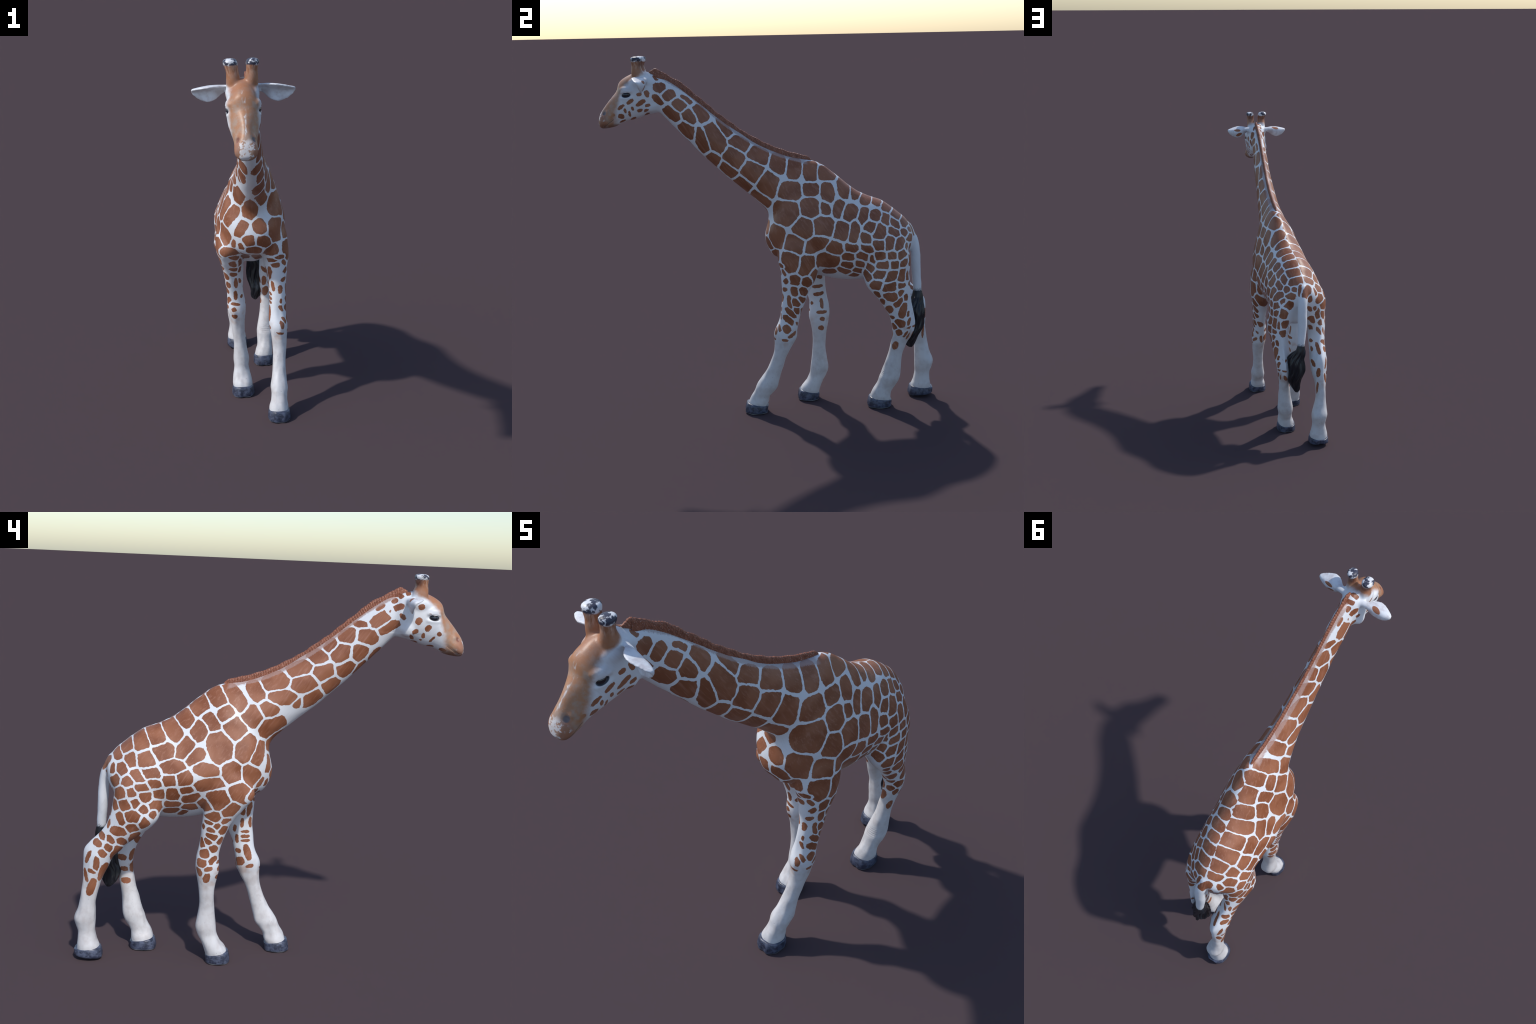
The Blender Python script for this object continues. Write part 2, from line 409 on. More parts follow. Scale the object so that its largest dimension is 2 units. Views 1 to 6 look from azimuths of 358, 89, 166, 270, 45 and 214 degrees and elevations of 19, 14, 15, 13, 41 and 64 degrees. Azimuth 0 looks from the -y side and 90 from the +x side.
def build_mane():
    crest = back_line()
    d = np.gradient(crest, axis=0)
    d /= np.linalg.norm(d, axis=1)[:, None]
    nrm = np.stack([-d[:, 1], d[:, 0]], 1)              # pointing away from the neck
    nrm *= np.sign(nrm[:, 1])[:, None]
    arc = np.concatenate([[0], np.cumsum(np.linalg.norm(np.diff(crest, axis=0), axis=1))])
    total = arc[-1]
    rings = []
    side = np.array([1, .98, .92, .84, .72, .50, .0, -.50, -.72, -.84, -.92, -.98, -1, -.6, .6])
    high = np.array([-.35, .05, .30, .55, .78, .94, 1.0, .94, .78, .55, .30, .05, -.35, -.6, -.6])
    for i, (p, u, a) in enumerate(zip(crest, nrm, arc)):
        fade = min(1, a / 0.05) * min(1, (total - a) / 0.05)
        fade = max(fade, 0.05) ** 0.6
        lump = 0.0025 * math.sin(a * 61) * math.sin(a * 23 + 1) + 0.0007 * math.sin(a * 410 + 3 * math.sin(a * 37))
        h = 0.034 * fade + lump * fade
        p = p + u * 0.003
        foot = p - u * 0.034 * fade
        ridge = np.array([math.sin((a + 0.010 * v) * 2 * math.pi / 0.0125 + 2.2 * math.sin(a * 29)) for v in high])
        w = 0.0090 * (0.55 + 0.45 * fade) * (1 + 0.17 * ridge * np.clip(high + .2, 0, 1))
        x = crest_x(p[0]) + side * w
        y = foot[0] + u[0] * h * high
        z = foot[1] + u[1] * h * high
        rings.append(np.stack([x, y, z], 1))
    return skin_rings(rings)


def build_tuft(rows):
    n = 72
    th = np.linspace(0, 2 * np.pi, n, endpoint=False)
    rings = []
    for z, x, y, hx, hy in smooth_rows(rows, 14):
        tw = th + 4.0 * (0.66 - z)
        k = np.clip((0.66 - z) / 0.06, 0, 1)
        lock = 1 + k * (0.10 * np.sin(4 * tw + 23 * z) + 0.07 * np.sin(7 * tw - 31 * z) + 0.05 * np.sin(13 * tw + 17 * z) + 0.03 * np.sin(23 * tw + 40 * z))
        x, y = x + 0.004 * k * math.sin(z * 47), y + 0.004 * k * math.sin(z * 39 + 1)
        rings.append(np.stack([x + hx * lock * np.cos(th), y + hy * lock * np.sin(th), np.full(n, z)], 1))
    return skin_rings(rings)


def between(co, a, b):
    """Signed side of the upright plane through (y, z) points a (low) and b (high); positive towards the head."""
    ay, az = a
    by, bz = b
    return (co[:, 2] - az) * (by - ay) - (co[:, 1] - ay) * (bz - az)


def regions(co):
    """Name of the anatomical part for every point of the body surface."""
    x, y, z = co.T
    name = np.full(len(co), "torso", dtype=object)
    name[between(co, (-0.022, 1.125), (0.205, 1.420)) > 0] = "neck"
    headward = between(co, (-0.590, 1.690), (-0.612, 1.935)) > 0
    name[headward] = "head"
    fore, hind = (z < 0.775) & (y < 0.36), (z < 0.735) & (y > 0.45)
    inner = np.where(z < 0.70, 0.0, 0.05)              # between the legs the belly stays with the torso
    name[fore & (x > 0.035 + inner)] = "foreleg_a"
    name[fore & (x <= 0.035 - inner)] = "foreleg_b"
    name[hind & (x > 0.015 + inner)] = "hindleg_a"
    name[hind & (x <= 0.015 - inner)] = "hindleg_b"
    name[(y > 0.775) & (x > -0.02) & (x < 0.075) & (z > 0.60) & (z < 0.99)] = "tail"
    up = headward & (z > 1.926)
    name[up & (x > HEAD_X)] = "horn_a"
    name[up & (x <= HEAD_X)] = "horn_b"
    ear = headward & (z > 1.80) & (z < 1.93) & (y > -0.76)
    name[ear & (x > 0.068)] = "ear_a"
    name[ear & (x < -0.086)] = "ear_b"
    return name


def split_body(me, root, material_of):
    co = coords(me)
    nr = vertex_normals(me)
    nf = len(me.polygons)
    cen = np.empty(nf * 3)
    me.polygons.foreach_get("center", cen)
    names = regions(cen.reshape(-1, 3))
    polys = [tuple(p.vertices) for p in me.polygons]
    plain = {"foreleg_a": "foreleg", "foreleg_b": "foreleg", "hindleg_a": "hindleg", "hindleg_b": "hindleg",
             "horn_a": "horn", "horn_b": "horn", "ear_a": "ear", "ear_b": "ear"}
    made = {}
    for key in ("torso", "neck", "head", "foreleg_a", "foreleg_b", "hindleg_a", "hindleg_b", "tail", "ear_a", "ear_b", "horn_a", "horn_b"):
        ids = np.nonzero(names == key)[0]
        if not len(ids):
            continue
        used = sorted({v for i in ids for v in polys[i]})
        at = {v: k for k, v in enumerate(used)}
        part = bpy.data.meshes.new(plain.get(key, key))
        part.from_pydata([tuple(co[v]) for v in used], [], [tuple(at[v] for v in polys[i]) for i in ids])
        part.update()
        part.polygons.foreach_set("use_smooth", np.ones(len(ids), bool))
        part.normals_split_custom_set_from_vertices([tuple(nr[v]) for v in used])
        part.materials.append(material_of(key))
        made[key] = new_object(plain.get(key, key), part, root)
    return made

# Coat markings, read like a tailor's chart: for every body part and the side one looks from,
# (position along the side, height, half length mm, half width mm, tilt in degrees).
# Where a marking sits in depth, and how it leans, is found by dropping it on the body surface.
MARKINGS = {}
MARKINGS['ear_a', 'rear'] = [
    (0.141, 1.869, 24, 10, 5), (0.129, 1.837, 25, 12, -26),
]
MARKINGS['ear_b', 'rear'] = [
    (-0.145, 1.883, 28, 15, 22),
]
MARKINGS['foreleg_a', 'front'] = [
    (0.167, 0.492, 24, 12, -77), (0.165, 0.681, 23, 13, 90), (0.166, 0.618, 13, 6, 89), (0.166, 0.577, 18, 11, -62), (0.155, 0.446, 21, 6, -12),
]
MARKINGS['foreleg_a', 'inner_left'] = [
    (0.095, 0.763, 26, 14, 70), (0.062, 0.767, 36, 15, -79), (0.054, 0.7, 29, 12, 85), (0.096, 0.698, 25, 9, -88), (0.134, 0.668, 19, 9, -85),
    (0.078, 0.65, 22, 8, 3), (0.076, 0.625, 23, 9, 2), (0.074, 0.602, 23, 8, -2), (0.12, 0.61, 24, 10, 85), (0.062, 0.54, 45, 18, 72),
    (0.112, 0.545, 17, 12, 5), (0.103, 0.487, 30, 23, -27), (0.048, 0.466, 20, 10, -18),
]
MARKINGS['foreleg_a', 'left'] = [
    (0.054, 0.735, 20, 12, 17), (0.107, 0.729, 31, 20, -77), (0.16, 0.722, 33, 22, -56), (0.081, 0.665, 38, 13, -82), (0.115, 0.66, 30, 22, -38),
    (0.15, 0.674, 27, 19, -26), (0.088, 0.599, 44, 17, -51), (0.131, 0.6, 42, 17, -61), (0.082, 0.557, 48, 19, -35), (0.063, 0.508, 26, 21, -54),
    (0.022, 0.512, 21, 12, -77), (0.096, 0.472, 30, 11, 34), (0.053, 0.444, 18, 7, -4), (0.115, 0.539, 24, 16, -53),
]
MARKINGS['foreleg_a', 'rear'] = [
    (0.164, 0.593, 30, 27, 35), (0.144, 0.479, 27, 12, 78),
]
MARKINGS['foreleg_b', 'front'] = [
    (-0.08, 0.739, 21, 16, -7), (-0.068, 0.68, 35, 11, 89), (-0.073, 0.6, 30, 11, 88), (-0.078, 0.544, 27, 9, -6), (-0.086, 0.512, 14, 12, 23),
    (-0.085, 0.468, 17, 13, -8),
]
MARKINGS['foreleg_b', 'inner_right'] = [
    (0.264, 0.744, 18, 10, -13), (0.252, 0.689, 31, 10, 3), (0.258, 0.643, 31, 12, 6), (0.274, 0.586, 30, 10, -81), (0.276, 0.536, 32, 10, 0),
    (0.278, 0.495, 15, 12, -24), (0.27, 0.439, 16, 14, -21), (0.217, 0.587, 11, 9, 41), (0.186, 0.691, 19, 9, -58), (0.148, 0.768, 18, 10, -62),
]
MARKINGS['foreleg_b', 'right'] = [
    (0.26, 0.764, 27, 14, 12), (0.216, 0.744, 18, 17, -15), (0.185, 0.722, 26, 23, -71), (0.248, 0.72, 23, 15, 14), (0.286, 0.735, 14, 12, 68),
    (0.242, 0.688, 32, 18, 22), (0.261, 0.662, 23, 17, 27), (0.29, 0.647, 29, 16, 83), (0.199, 0.665, 21, 20, -62), (0.231, 0.623, 23, 20, 33),
    (0.278, 0.596, 27, 26, 71), (0.233, 0.561, 27, 17, -47), (0.291, 0.545, 29, 24, 0), (0.253, 0.515, 21, 13, -16), (0.302, 0.496, 25, 17, 61),
    (0.263, 0.467, 28, 17, -74),
]
MARKINGS['head', 'left'] = [
    (-0.706, 1.801, 13, 9, 0), (-0.663, 1.804, 18, 14, -63), (-0.757, 1.763, 21, 10, 33), (-0.807, 1.734, 22, 9, 33), (-0.746, 1.726, 11, 7, -79),
    (-0.786, 1.715, 13, 7, -83), (-0.764, 1.698, 17, 7, -84), (-0.81, 1.684, 16, 15, -16), (-0.855, 1.693, 11, 8, 8), (-0.699, 1.756, 29, 12, 32),
    (-0.664, 1.74, 14, 9, 20), (-0.707, 1.714, 15, 10, 12), (-0.675, 1.715, 18, 8, 27), (-0.748, 1.669, 17, 11, 30), (-0.672, 1.693, 15, 9, 27),
    (-0.807, 1.657, 17, 8, 27), (-0.62, 1.885, 19, 9, -53), (-0.608, 1.77, 38, 18, -45),
]
MARKINGS['head', 'right'] = [
    (-0.652, 1.91, 22, 12, 79), (-0.617, 1.893, 23, 12, 41), (-0.611, 1.843, 24, 16, -23), (-0.628, 1.798, 17, 10, 42), (-0.711, 1.847, 15, 13, -13),
    (-0.704, 1.782, 17, 15, -59), (-0.75, 1.75, 16, 13, -49), (-0.806, 1.723, 11, 10, 44), (-0.688, 1.728, 18, 12, -36), (-0.677, 1.707, 30, 8, 47),
    (-0.733, 1.708, 20, 8, 85), (-0.729, 1.694, 12, 6, -17), (-0.776, 1.697, 18, 6, -49), (-0.696, 1.683, 14, 10, 20), (-0.773, 1.665, 17, 8, 1),
    (-0.835, 1.647, 17, 10, 11),
]
MARKINGS['hindleg_a', 'front'] = [
    (0.115, 0.581, 33, 18, -26), (0.111, 0.437, 29, 19, 72),
]
MARKINGS['hindleg_a', 'inner_left'] = [
    (0.715, 0.492, 24, 16, 16), (0.703, 0.429, 22, 12, 6), (0.693, 0.366, 25, 16, 2), (0.664, 0.502, 33, 17, -75),
]
MARKINGS['hindleg_a', 'left'] = [
    (0.565, 0.694, 28, 17, -58), (0.64, 0.682, 43, 28, -15), (0.697, 0.703, 26, 15, 57), (0.726, 0.667, 23, 16, 88), (0.596, 0.648, 26, 16, -82),
    (0.684, 0.644, 34, 19, 44), (0.634, 0.6, 32, 22, 67), (0.713, 0.599, 48, 24, 76), (0.65, 0.551, 21, 12, 14), (0.742, 0.572, 16, 10, 85),
    (0.775, 0.559, 17, 10, -72), (0.696, 0.519, 32, 25, -24), (0.748, 0.527, 24, 12, 68), (0.665, 0.497, 23, 20, 20), (0.758, 0.495, 25, 8, 14),
    (0.693, 0.462, 19, 18, -73), (0.73, 0.452, 21, 8, 59), (0.744, 0.439, 20, 7, 65), (0.675, 0.383, 24, 17, 73), (0.775, 0.494, 25, 8, -5),
]
MARKINGS['hindleg_a', 'rear'] = [
    (0.131, 0.56, 17, 13, -59), (0.129, 0.438, 23, 10, 64),
]
MARKINGS['hindleg_b', 'inner_right'] = [
    (0.818, 0.646, 46, 13, -34), (0.839, 0.556, 27, 13, -40), (0.877, 0.502, 31, 14, 85), (0.869, 0.395, 40, 8, 85), (0.73, 0.67, 22, 11, 1),
    (0.777, 0.63, 20, 10, -35),
]
MARKINGS['hindleg_b', 'right'] = [
    (0.702, 0.704, 45, 25, 7), (0.632, 0.725, 32, 27, -14), (0.786, 0.671, 27, 17, 45), (0.742, 0.656, 26, 18, 49), (0.685, 0.645, 29, 23, 50),
    (0.625, 0.67, 44, 25, -57), (0.808, 0.63, 29, 18, 23), (0.75, 0.612, 24, 22, 54), (0.781, 0.581, 23, 21, 27), (0.715, 0.582, 52, 27, -58),
    (0.856, 0.554, 37, 13, -68), (0.811, 0.526, 41, 15, -84), (0.837, 0.482, 21, 11, 17), (0.868, 0.457, 36, 13, 78), (0.779, 0.479, 53, 23, -66),
    (0.838, 0.397, 50, 20, -72),
]
MARKINGS['neck', 'front'] = [
    (0.017, 1.171, 77, 41, 90),
]
MARKINGS['neck', 'left'] = [
    (-0.601, 1.835, 31, 27, -17), (-0.549, 1.793, 33, 25, 19), (-0.493, 1.74, 36, 30, -19), (-0.454, 1.766, 31, 12, -36),
    (-0.534, 1.693, 54, 28, -40), (-0.441, 1.678, 41, 36, -40), (-0.379, 1.688, 56, 32, -51), (-0.457, 1.606, 54, 36, -44),
    (-0.374, 1.548, 69, 38, -74), (-0.307, 1.562, 94, 49, -66), (-0.259, 1.615, 57, 27, -49), (-0.317, 1.446, 44, 41, -59),
    (-0.208, 1.453, 66, 52, -51), (-0.176, 1.528, 55, 37, -26), (-0.238, 1.387, 61, 37, -41), (-0.109, 1.379, 63, 60, -42),
    (-0.073, 1.463, 57, 48, -25), (-0.162, 1.306, 58, 45, -41), (-0.029, 1.304, 75, 58, 75), (-0.068, 1.231, 65, 44, -37), (0.031, 1.42, 60, 44, -85),
    (0.117, 1.394, 62, 38, 83), (0.091, 1.274, 62, 52, 8),
]
MARKINGS['neck', 'right'] = [
    (0.157, 1.378, 94, 37, 50), (-0.593, 1.87, 12, 11, -43), (-0.569, 1.817, 10, 8, 83), (-0.526, 1.836, 17, 9, -38), (-0.524, 1.777, 52, 29, -38),
    (-0.569, 1.745, 56, 21, -30), (-0.47, 1.695, 49, 38, -2), (-0.438, 1.751, 34, 14, 7), (-0.437, 1.619, 44, 35, -55), (-0.511, 1.611, 39, 17, -52),
    (-0.377, 1.693, 43, 34, -18), (-0.351, 1.607, 50, 43, -53), (-0.296, 1.644, 34, 28, -37), (-0.238, 1.586, 53, 36, 19),
    (-0.374, 1.536, 49, 37, -35), (-0.274, 1.516, 51, 41, -21), (-0.307, 1.452, 51, 36, -46), (-0.147, 1.524, 68, 38, -22),
    (-0.179, 1.454, 61, 40, -8), (-0.041, 1.461, 69, 47, -16), (-0.076, 1.384, 65, 34, -3), (-0.224, 1.385, 61, 33, -38),
    (-0.155, 1.357, 24, 19, -32), (-0.447, 1.543, 41, 21, -50), (0.055, 1.408, 61, 36, 56), (-0.014, 1.324, 47, 36, 23), (0.067, 1.288, 52, 47, -64),
    (-0.036, 1.234, 71, 52, -27),
]
MARKINGS['torso', 'front'] = [
    (0.16, 0.867, 52, 11, 0), (-0.022, 0.898, 56, 19, -27), (-0.031, 1.052, 55, 24, 57), (0.065, 1.062, 38, 31, -61), (0.004, 0.987, 37, 28, 14),
    (0.086, 0.979, 45, 28, -26), (0.03, 0.931, 37, 25, -13), (0.119, 0.912, 39, 35, 15), (-0.013, 0.852, 46, 20, -72), (0.051, 0.844, 54, 23, -66),
    (0.124, 0.857, 28, 19, 17), (0.141, 0.825, 19, 12, -6), (-0.075, 0.818, 24, 18, -42), (-0.078, 0.775, 20, 14, -14), (-0.07, 0.865, 33, 13, -31),
]
MARKINGS['torso', 'inner_right'] = [
    (0.12, 0.824, 29, 22, -34), (0.71, 0.808, 24, 22, -3), (0.68, 0.741, 26, 14, 16),
]
MARKINGS['torso', 'left'] = [
    (0.302, 1.365, 66, 47, -5), (0.392, 1.288, 69, 42, -78), (0.451, 1.252, 49, 33, 53), (0.514, 1.216, 51, 29, 46), (0.577, 1.197, 39, 30, 40),
    (0.631, 1.167, 48, 32, 34), (0.685, 1.121, 49, 32, 35), (0.732, 1.081, 55, 27, 35), (0.21, 1.382, 62, 41, 84), (0.204, 1.282, 43, 35, 0),
    (0.297, 1.263, 52, 36, -84), (0.197, 1.186, 53, 50, 1), (0.281, 1.178, 35, 25, -71), (0.061, 1.16, 80, 69, -1), (0.358, 1.171, 46, 30, 76),
    (0.417, 1.15, 47, 38, 41), (0.16, 1.082, 59, 52, -40), (0.271, 1.084, 58, 55, -1), (0.366, 1.056, 52, 40, 76), (0.438, 1.048, 56, 25, 78),
    (0.016, 1.028, 67, 54, -84), (0.107, 0.991, 60, 47, -18), (0.227, 0.99, 69, 39, 28), (0.333, 0.963, 44, 42, -56), (0.088, 0.899, 60, 49, -74),
    (0.175, 0.872, 61, 43, 73), (0.296, 0.891, 63, 50, -7), (0.307, 0.819, 34, 23, 9), (0.228, 0.795, 68, 32, -74), (0.112, 0.791, 31, 30, 73),
    (0.182, 0.781, 36, 34, -30), (0.064, 0.782, 17, 13, 33), (0.051, 0.832, 15, 9, -55), (0.491, 1.132, 46, 25, 68), (0.56, 1.13, 32, 28, 34),
    (0.617, 1.107, 33, 25, 83), (0.672, 1.079, 37, 25, -39), (0.528, 1.069, 34, 30, -11), (0.58, 1.043, 43, 34, 61), (0.66, 1.035, 37, 22, -21),
    (0.724, 1.023, 27, 21, -43), (0.501, 1.013, 33, 24, -75), (0.573, 0.974, 32, 28, -6), (0.634, 0.981, 40, 28, 78), (0.692, 0.972, 46, 27, 46),
    (0.737, 0.951, 27, 20, 22), (0.42, 0.963, 39, 23, -15), (0.507, 0.954, 35, 24, -25), (0.486, 0.914, 37, 27, -29), (0.404, 0.911, 32, 26, -8),
    (0.4, 0.863, 34, 26, -16), (0.535, 0.896, 27, 17, -72), (0.578, 0.911, 30, 25, -3), (0.648, 0.914, 26, 24, -15), (0.702, 0.914, 30, 26, 29),
    (0.474, 0.865, 29, 24, -55), (0.526, 0.845, 27, 20, -60), (0.596, 0.863, 33, 24, 0), (0.66, 0.861, 25, 24, -84), (0.712, 0.869, 29, 18, 54),
    (0.389, 0.822, 44, 20, -31), (0.464, 0.825, 24, 21, -10), (0.44, 0.794, 26, 18, -5), (0.513, 0.798, 36, 19, -56), (0.578, 0.806, 34, 27, 11),
    (0.641, 0.798, 42, 25, 37), (0.701, 0.797, 40, 22, 81), (0.74, 0.8, 29, 18, 78), (0.557, 0.751, 34, 30, 10), (0.631, 0.735, 43, 27, 10),
    (0.698, 0.741, 24, 20, -27), (0.76, 1.03, 15, 14, -30), (0.757, 0.99, 33, 23, 14), (0.775, 1.032, 36, 9, -68),
]
MARKINGS['torso', 'rear'] = [
    (0.105, 0.933, 32, 30, -64), (0.135, 0.874, 35, 23, -79), (0.133, 0.802, 35, 26, 4), (0.136, 0.738, 22, 20, 72), (-0.032, 0.968, 20, 14, 75),
    (-0.077, 0.888, 15, 10, 48), (-0.098, 0.851, 33, 15, -84), (-0.109, 0.789, 20, 11, 82), (-0.105, 0.741, 27, 16, 63), (-0.04, 0.891, 22, 10, 55),
]
MARKINGS['torso', 'right'] = [
    (0.246, 1.376, 69, 40, 51), (0.331, 1.327, 64, 44, 57), (0.399, 1.263, 61, 38, 43), (0.459, 1.212, 82, 38, 47), (0.543, 1.188, 81, 41, 54),
    (0.614, 1.156, 77, 40, 62), (0.678, 1.121, 52, 37, 77), (0.726, 1.074, 56, 23, 52), (0.195, 1.297, 43, 38, -79), (0.269, 1.255, 58, 32, 46),
    (0.322, 1.209, 53, 39, -71), (0.385, 1.124, 61, 37, -66), (0.146, 1.228, 56, 52, 29), (0.215, 1.137, 81, 59, 67), (0.093, 1.138, 72, 46, -61),
    (0.023, 1.11, 70, 33, -72), (0.338, 1.09, 52, 32, -31), (0.273, 1.031, 62, 31, 8), (0.156, 1.025, 57, 48, 86), (0.056, 1.001, 63, 43, 58),
    (0.259, 0.961, 74, 33, -13), (0.219, 0.888, 57, 53, -41), (0.108, 0.923, 58, 46, 32), (-0.012, 0.963, 33, 29, 40), (0.275, 0.843, 42, 37, 38),
    (0.238, 0.794, 49, 30, -1), (0.155, 0.832, 52, 30, -43), (0.178, 0.777, 25, 19, -25), (0.651, 1.055, 43, 31, 58), (0.572, 1.066, 47, 44, 30),
    (0.492, 1.103, 53, 43, -15), (0.441, 1.038, 61, 36, -11), (0.692, 1.014, 43, 28, 44), (0.741, 0.999, 28, 15, -84), (0.612, 0.988, 42, 26, 39),
    (0.545, 1.005, 47, 29, 2), (0.455, 0.973, 33, 28, -7), (0.383, 0.987, 37, 36, -14), (0.725, 0.95, 38, 29, 7), (0.659, 0.957, 31, 27, 39),
    (0.588, 0.935, 34, 22, 5), (0.525, 0.952, 32, 25, 20), (0.702, 0.899, 42, 29, -17), (0.637, 0.904, 34, 22, 61), (0.618, 0.86, 28, 22, 53),
    (0.568, 0.886, 33, 26, 3), (0.506, 0.9, 30, 28, -79), (0.44, 0.9, 36, 31, 77), (0.365, 0.925, 32, 23, -3), (0.35, 0.885, 42, 29, -25),
    (0.354, 0.83, 38, 22, -2), (0.722, 0.838, 32, 19, 65), (0.671, 0.84, 30, 27, -15), (0.447, 0.846, 44, 19, 1), (0.518, 0.838, 39, 32, 3),
    (0.574, 0.826, 26, 19, 21), (0.446, 0.804, 37, 22, -8), (0.394, 0.794, 25, 17, -35), (0.784, 1.016, 43, 25, -55), (0.688, 0.773, 34, 20, 63),
    (0.632, 0.785, 38, 30, 9), (0.756, 0.736, 25, 16, 89), (0.569, 0.756, 37, 25, -50), (0.531, 0.804, 41, 20, -61), (0.007, 0.964, 48, 27, -33),
    (0.04, 0.908, 89, 26, -23),
]


# =====================================================================
#  Markings dropped onto the body
# =====================================================================
VIEW_AXES = {"left": (0, 0.6, -1), "right": (0, -0.6, 1), "front": (1, -1.5, 1), "rear": (1, 1.5, -1),
             "inner_left": (0, 0.035, 1), "inner_right": (0, 0.035, -1)}


def drop_markings(me):
    co, nr = coords(me), vertex_normals(me)
    polys = [tuple(p.vertices) for p in me.polygons]
    cen = np.empty(len(polys) * 3)
    me.polygons.foreach_get("center", cen)
    names = regions(cen.reshape(-1, 3))
    trees = {}
    spots = []
    for (part, face), rows in MARKINGS.items():
        group = part if part in ("ear_a", "ear_b", "tail") or "leg" in part else "body"
        if group not in trees:
            if group == "body":
                ids = [i for i, k in enumerate(names) if k in ("torso", "neck", "head") or "leg" in k]
            else:
                near = (group, "torso") if "leg" in group else (group,)
                ids = [i for i, k in enumerate(names) if k in near]
            trees[group] = (BVHTree.FromPolygons([Vector(v) for v in co], [polys[i] for i in ids]), ids)
        tree, ids = trees[group]
        axis, start, step = VIEW_AXES[face]
        other = 1 - axis
        for p, q, a, b, tilt in rows:
            o = Vector((0, 0, q))
            o[axis], o[other] = start, p
            d = Vector((0, 0, 0))
            d[axis] = step
            hit, _, k, _ = tree.ray_cast(o, d)
            if hit is None:
                hit, _, k, _ = tree.find_nearest(Vector((p, 0, q)) if axis else Vector((0.2 * -step, p, q)))
            n = Vector(nr[list(polys[ids[k]])].mean(axis=0)).normalized()
            t = Vector((0, 0, math.sin(math.radians(tilt))))
            t[other] = math.cos(math.radians(tilt))
            lean = n[axis] if abs(n[axis]) > 0.15 else math.copysign(0.15, n[axis])
            t[axis] = -(n[other] * t[other] + n[2] * t[2]) / lean
            t.normalize()
            s = n.cross(t).normalized()
            n = t.cross(s)
            frame = Matrix((t, s, n)).transposed()
            a, b = a / 1000, b / 1000
            depth = 0.007 if part.startswith("ear") else max(0.8 * a, b)
            spots.append((part, hit.copy(), frame.to_euler("XYZ"), (a, b, depth)))
    return spots


